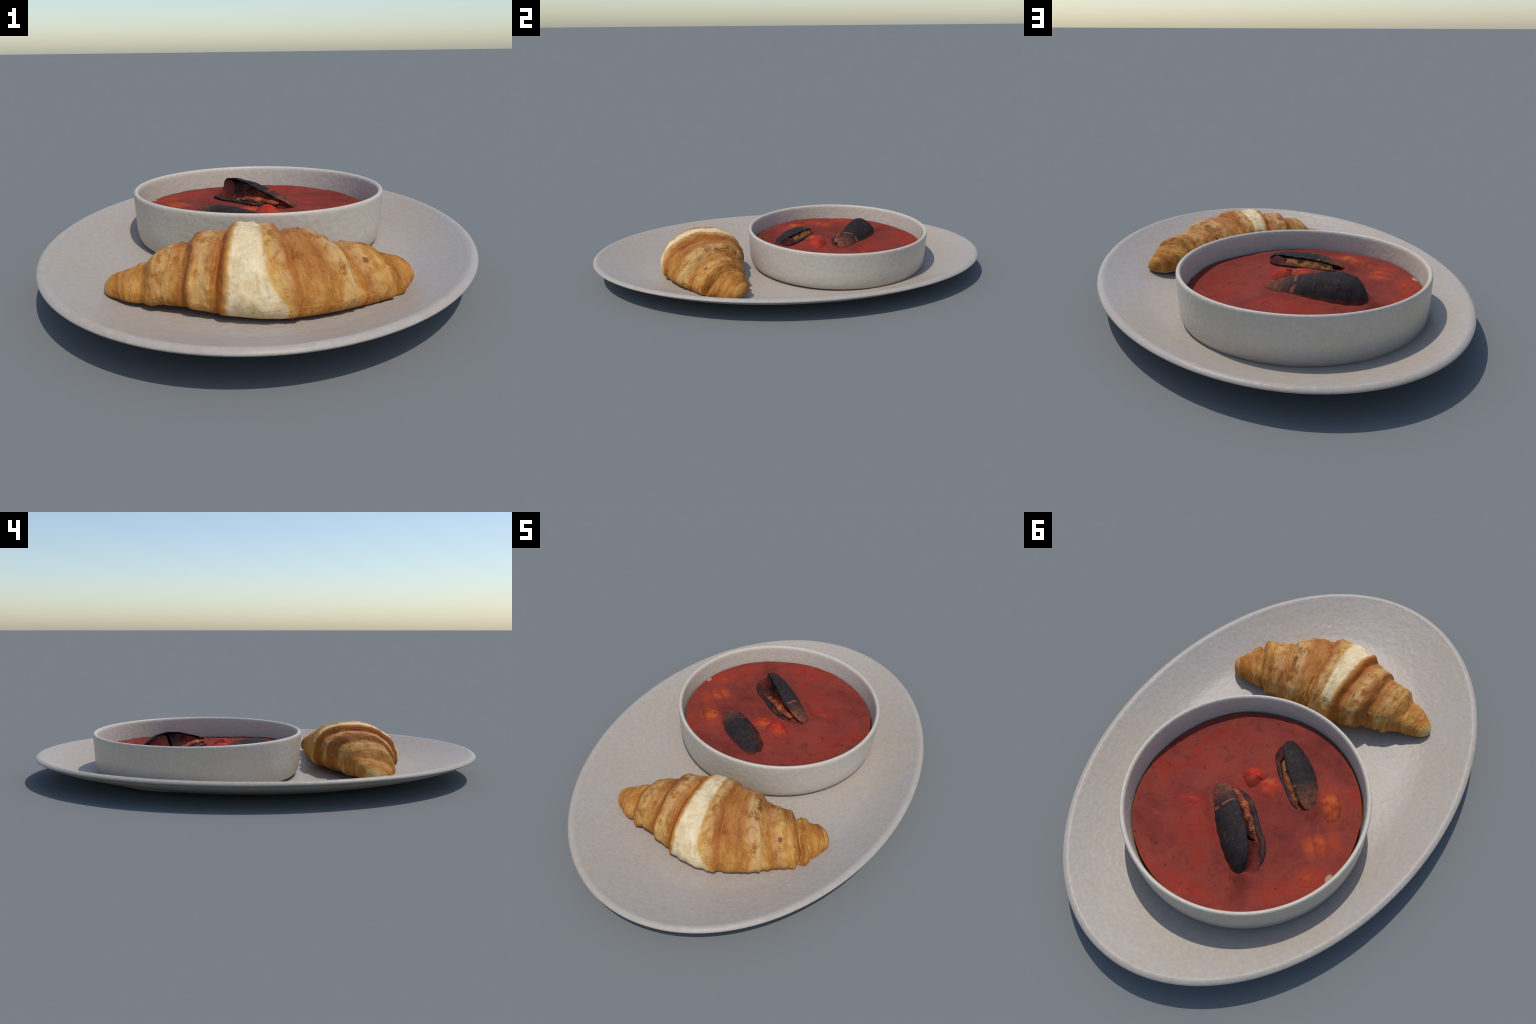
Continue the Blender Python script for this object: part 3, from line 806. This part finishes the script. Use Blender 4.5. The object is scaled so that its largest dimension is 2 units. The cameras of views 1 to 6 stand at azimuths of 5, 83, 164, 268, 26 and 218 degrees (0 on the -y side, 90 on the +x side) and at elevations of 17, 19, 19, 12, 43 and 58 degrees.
def croissant_material():
    m = Mat("croissant_crust", 0.6, 0.12)
    # section coordinate of the wraps, same fan as the mesh
    q = m.math("MAXIMUM", m.add(m.x, 0.03), 0.0)
    w = m.add(m.x, m.mul(m.mul(q, 2.0), m.y))
    big = m.noise(7, 3, rough=0.6)
    mid = m.noise(22, 4, rough=0.65, dist=0.5)
    fine = m.noise(75, 4, rough=0.7)
    wob = m.noise(16, 3, rough=0.6)
    ws = m.add(w, m.mul(m.sub(wob, 0.5), 0.028))
    streak = m.noise(1.0, 4, m.vec(m.mul(ws, 95), m.mul(m.y, 9), m.mul(m.z, 9)), 0.65)
    streak2 = m.noise(1.0, 3, m.vec(m.mul(ws, 34), m.mul(m.y, 5), m.mul(m.z, 5)), 0.6)
    f = m.add(m.add(m.mul(big, 0.35), m.mul(mid, 0.30)), m.mul(streak2, 0.35))
    c = m.ramp(f, [(0.38, lin(126, 74, 32)), (0.46, lin(160, 102, 44)), (0.54, lin(185, 132, 62)), (0.64, lin(205, 160, 90))])
    c = m.mix(m.mul(m.step(streak, 0.54, 0.68), 0.42), c, lin(214, 172, 100))
    c = m.mix(m.mul(m.step(streak, 0.48, 0.33), 0.65), c, lin(148, 80, 28))
    c = m.mix(m.mul(m.step(fine, 0.57, 0.72), 0.32), c, lin(226, 172, 104))
    c = m.mix(m.mul(m.step(fine, 0.44, 0.30), 0.45), c, lin(134, 74, 32))
    # blistered skin: small light flecks and brown freckles
    fleck = m.noise(1.0, 3, m.vec(m.mul(ws, 150), m.mul(m.y, 55), m.mul(m.z, 55)), 0.6, 0.8)
    c = m.mix(m.mul(m.step(fleck, 0.60, 0.70), 0.45), c, lin(228, 184, 122))
    c = m.mix(m.mul(m.step(fleck, 0.40, 0.30), 0.35), c, lin(140, 80, 34))
    # browned outer faces of the wraps
    top = m.step(m.add(m.z, m.mul(m.sub(mid, 0.5), 0.12)), 0.10, 0.19)
    c = m.mix(m.mul(m.mul(top, m.step(mid, 0.38, 0.60)), 0.55), c, lin(172, 108, 62))
    for a, b, s, col in ((-0.176, -0.146, 0.85, lin(146, 84, 40)), (-0.074, -0.040, 0.95, lin(156, 86, 34)), (0.070, 0.100, 0.75, lin(160, 92, 42)),
                         (0.115, 0.190, 0.32, lin(172, 110, 54)), (-0.300, -0.270, 0.5, lin(160, 94, 44)), (0.285, 0.33, 0.35, lin(166, 100, 56)),
                         (-0.375, -0.335, 0.5, lin(154, 84, 42)), (0.50, 0.58, 0.45, lin(178, 104, 44))):
        mask = m.mul(m.band(ws, a, b, 0.010), m.step(m.add(streak2, m.mul(mid, 0.5)), 0.50, 0.82))
        full = m.band(ws, a, b, 0.010)
        k = m.add(m.mul(mask, 0.5), m.mul(full, 0.5))
        c = m.mix(m.mul(k, s), c, col)
    # pale honey patches low on the sides
    low = m.step(m.add(m.z, m.mul(m.sub(mid, 0.5), 0.10)), 0.105, 0.04)
    for a, b, s in ((0.19, 0.26, 0.55), (-0.135, -0.10, 0.5), (0.03, 0.07, 0.5), (0.30, 0.36, 0.35), (-0.25, -0.21, 0.4)):
        c = m.mix(m.mul(m.mul(m.band(ws, a, b, 0.018), m.step(mid, 0.40, 0.56)), s), c, lin(214, 180, 122))
    c = m.mix(m.mul(low, 0.28), c, lin(192, 128, 54))
    # unbaked cream dough: one broad strip of the middle wrap
    edge = m.add(w, m.mul(m.sub(m.noise(46, 3), 0.5), 0.012))
    flare = m.mul(m.mul(m.step(m.z, 0.13, 0.03), m.step(m.y, 0.05, -0.15)), 0.030)     # wider low on the front
    pinch = m.mul(m.step(m.y, 0.02, 0.17), 0.014)                                      # narrower behind
    right = m.add(m.sub(edge, flare), pinch)
    cream = m.mul(m.step(edge, -0.045, -0.029), m.step(right, 0.040, 0.027))
    behind = m.step(m.add(m.y, m.mul(m.z, 0.30)), 0.238, 0.208)
    cream = m.mul(cream, behind)
    glow = m.mul(m.step(edge, -0.058, -0.036), m.step(right, 0.062, 0.034))
    c = m.mix(m.mul(glow, 0.55), c, lin(208, 160, 84))
    cc = m.ramp(m.add(m.mul(mid, 0.6), m.mul(fine, 0.4)), [(0.36, lin(202, 174, 126)), (0.5, lin(224, 200, 156)), (0.64, lin(234, 214, 176))])
    c = m.mix(cream, c, cc)
    # pale point of dough at one tip, browned other tip
    tip = m.step(m.add(w, m.mul(m.sub(wob, 0.5), 0.07)), -0.385, -0.425)
    c = m.mix(m.mul(tip, 0.8), c, lin(210, 188, 122))
    under = m.mul(m.step(w, 0.50, 0.56), m.step(m.z, 0.026, 0.018))
    c = m.mix(under, c, lin(206, 192, 172))
    # scorched freckle
    dx, dy = m.sub(m.x, 0.327), m.sub(m.y, 0.014)
    rad = m.math("SQRT", m.add(m.mul(dx, dx), m.mul(dy, dy)))
    rad = m.add(rad, m.mul(m.sub(fine, 0.5), 0.008))
    c = m.mix(m.mul(m.mul(m.step(rad, 0.012, 0.006), m.step(m.z, 0.09, 0.10)), 0.85), c, lin(118, 62, 44))
    m.color(c)
    h = m.add(m.add(m.mul(streak, 0.7), m.mul(fine, 0.5)), m.add(m.mul(mid, 0.4), m.mul(fleck, 0.5)))
    m.bump(h, 0.55, 0.008)
    return m.m


def croissant():
    top = thing("croissant", "golden brown flaky croissant with one pale band", "pastry", (CX, CY, CZ))
    W, P = croissant_grid()
    nw, nt = W.shape
    V = P.reshape(-1, 3)
    F = [tuple(q) for q in grid_faces(nw, nt, True, True)]
    face_w = 0.5 * (np.repeat(W[:-1, :1], nt, 1) + np.repeat(W[1:, :1], nt, 1)).reshape(-1)
    mat = croissant_material()
    whole = make_mesh("croissant_whole", V, F, [mat])
    nrm = np.zeros(len(V) * 3)
    whole.vertices.foreach_get("normal", nrm)
    nrm = nrm.reshape(-1, 3)
    F = np.array(F)
    cuts = [("pastry_tip", -9, -0.292), ("pastry_wrap", -0.292, -0.170), ("pastry_wrap", -0.170, -0.070), ("pastry_wrap", -0.070, 0.099),
            ("pastry_wrap", 0.099, 0.262), ("pastry_wrap", 0.262, 0.436), ("pastry_tip", 0.436, 9)]
    for name, a, b in cuts:
        sel = F[(face_w >= a) & (face_w < b)]
        ids = np.unique(sel)
        lut = np.full(len(V), -1)
        lut[ids] = np.arange(len(ids))
        faces = [tuple(q) for q in lut[sel]]
        vv, nn = V[ids], nrm[ids]
        ring = None
        if a < -1:
            ring = lut[np.arange(nt)]
        if b > 1:
            ring = lut[(nw - 1) * nt + np.arange(nt)][::-1]
        if ring is not None:
            faces.append(tuple(int(i) for i in ring))
        me = make_mesh(name, vv, faces, [mat])
        me.normals_split_custom_set_from_vertices(nn.tolist())
        add(name, me, top)
    bpy.data.meshes.remove(whole)


croissant()
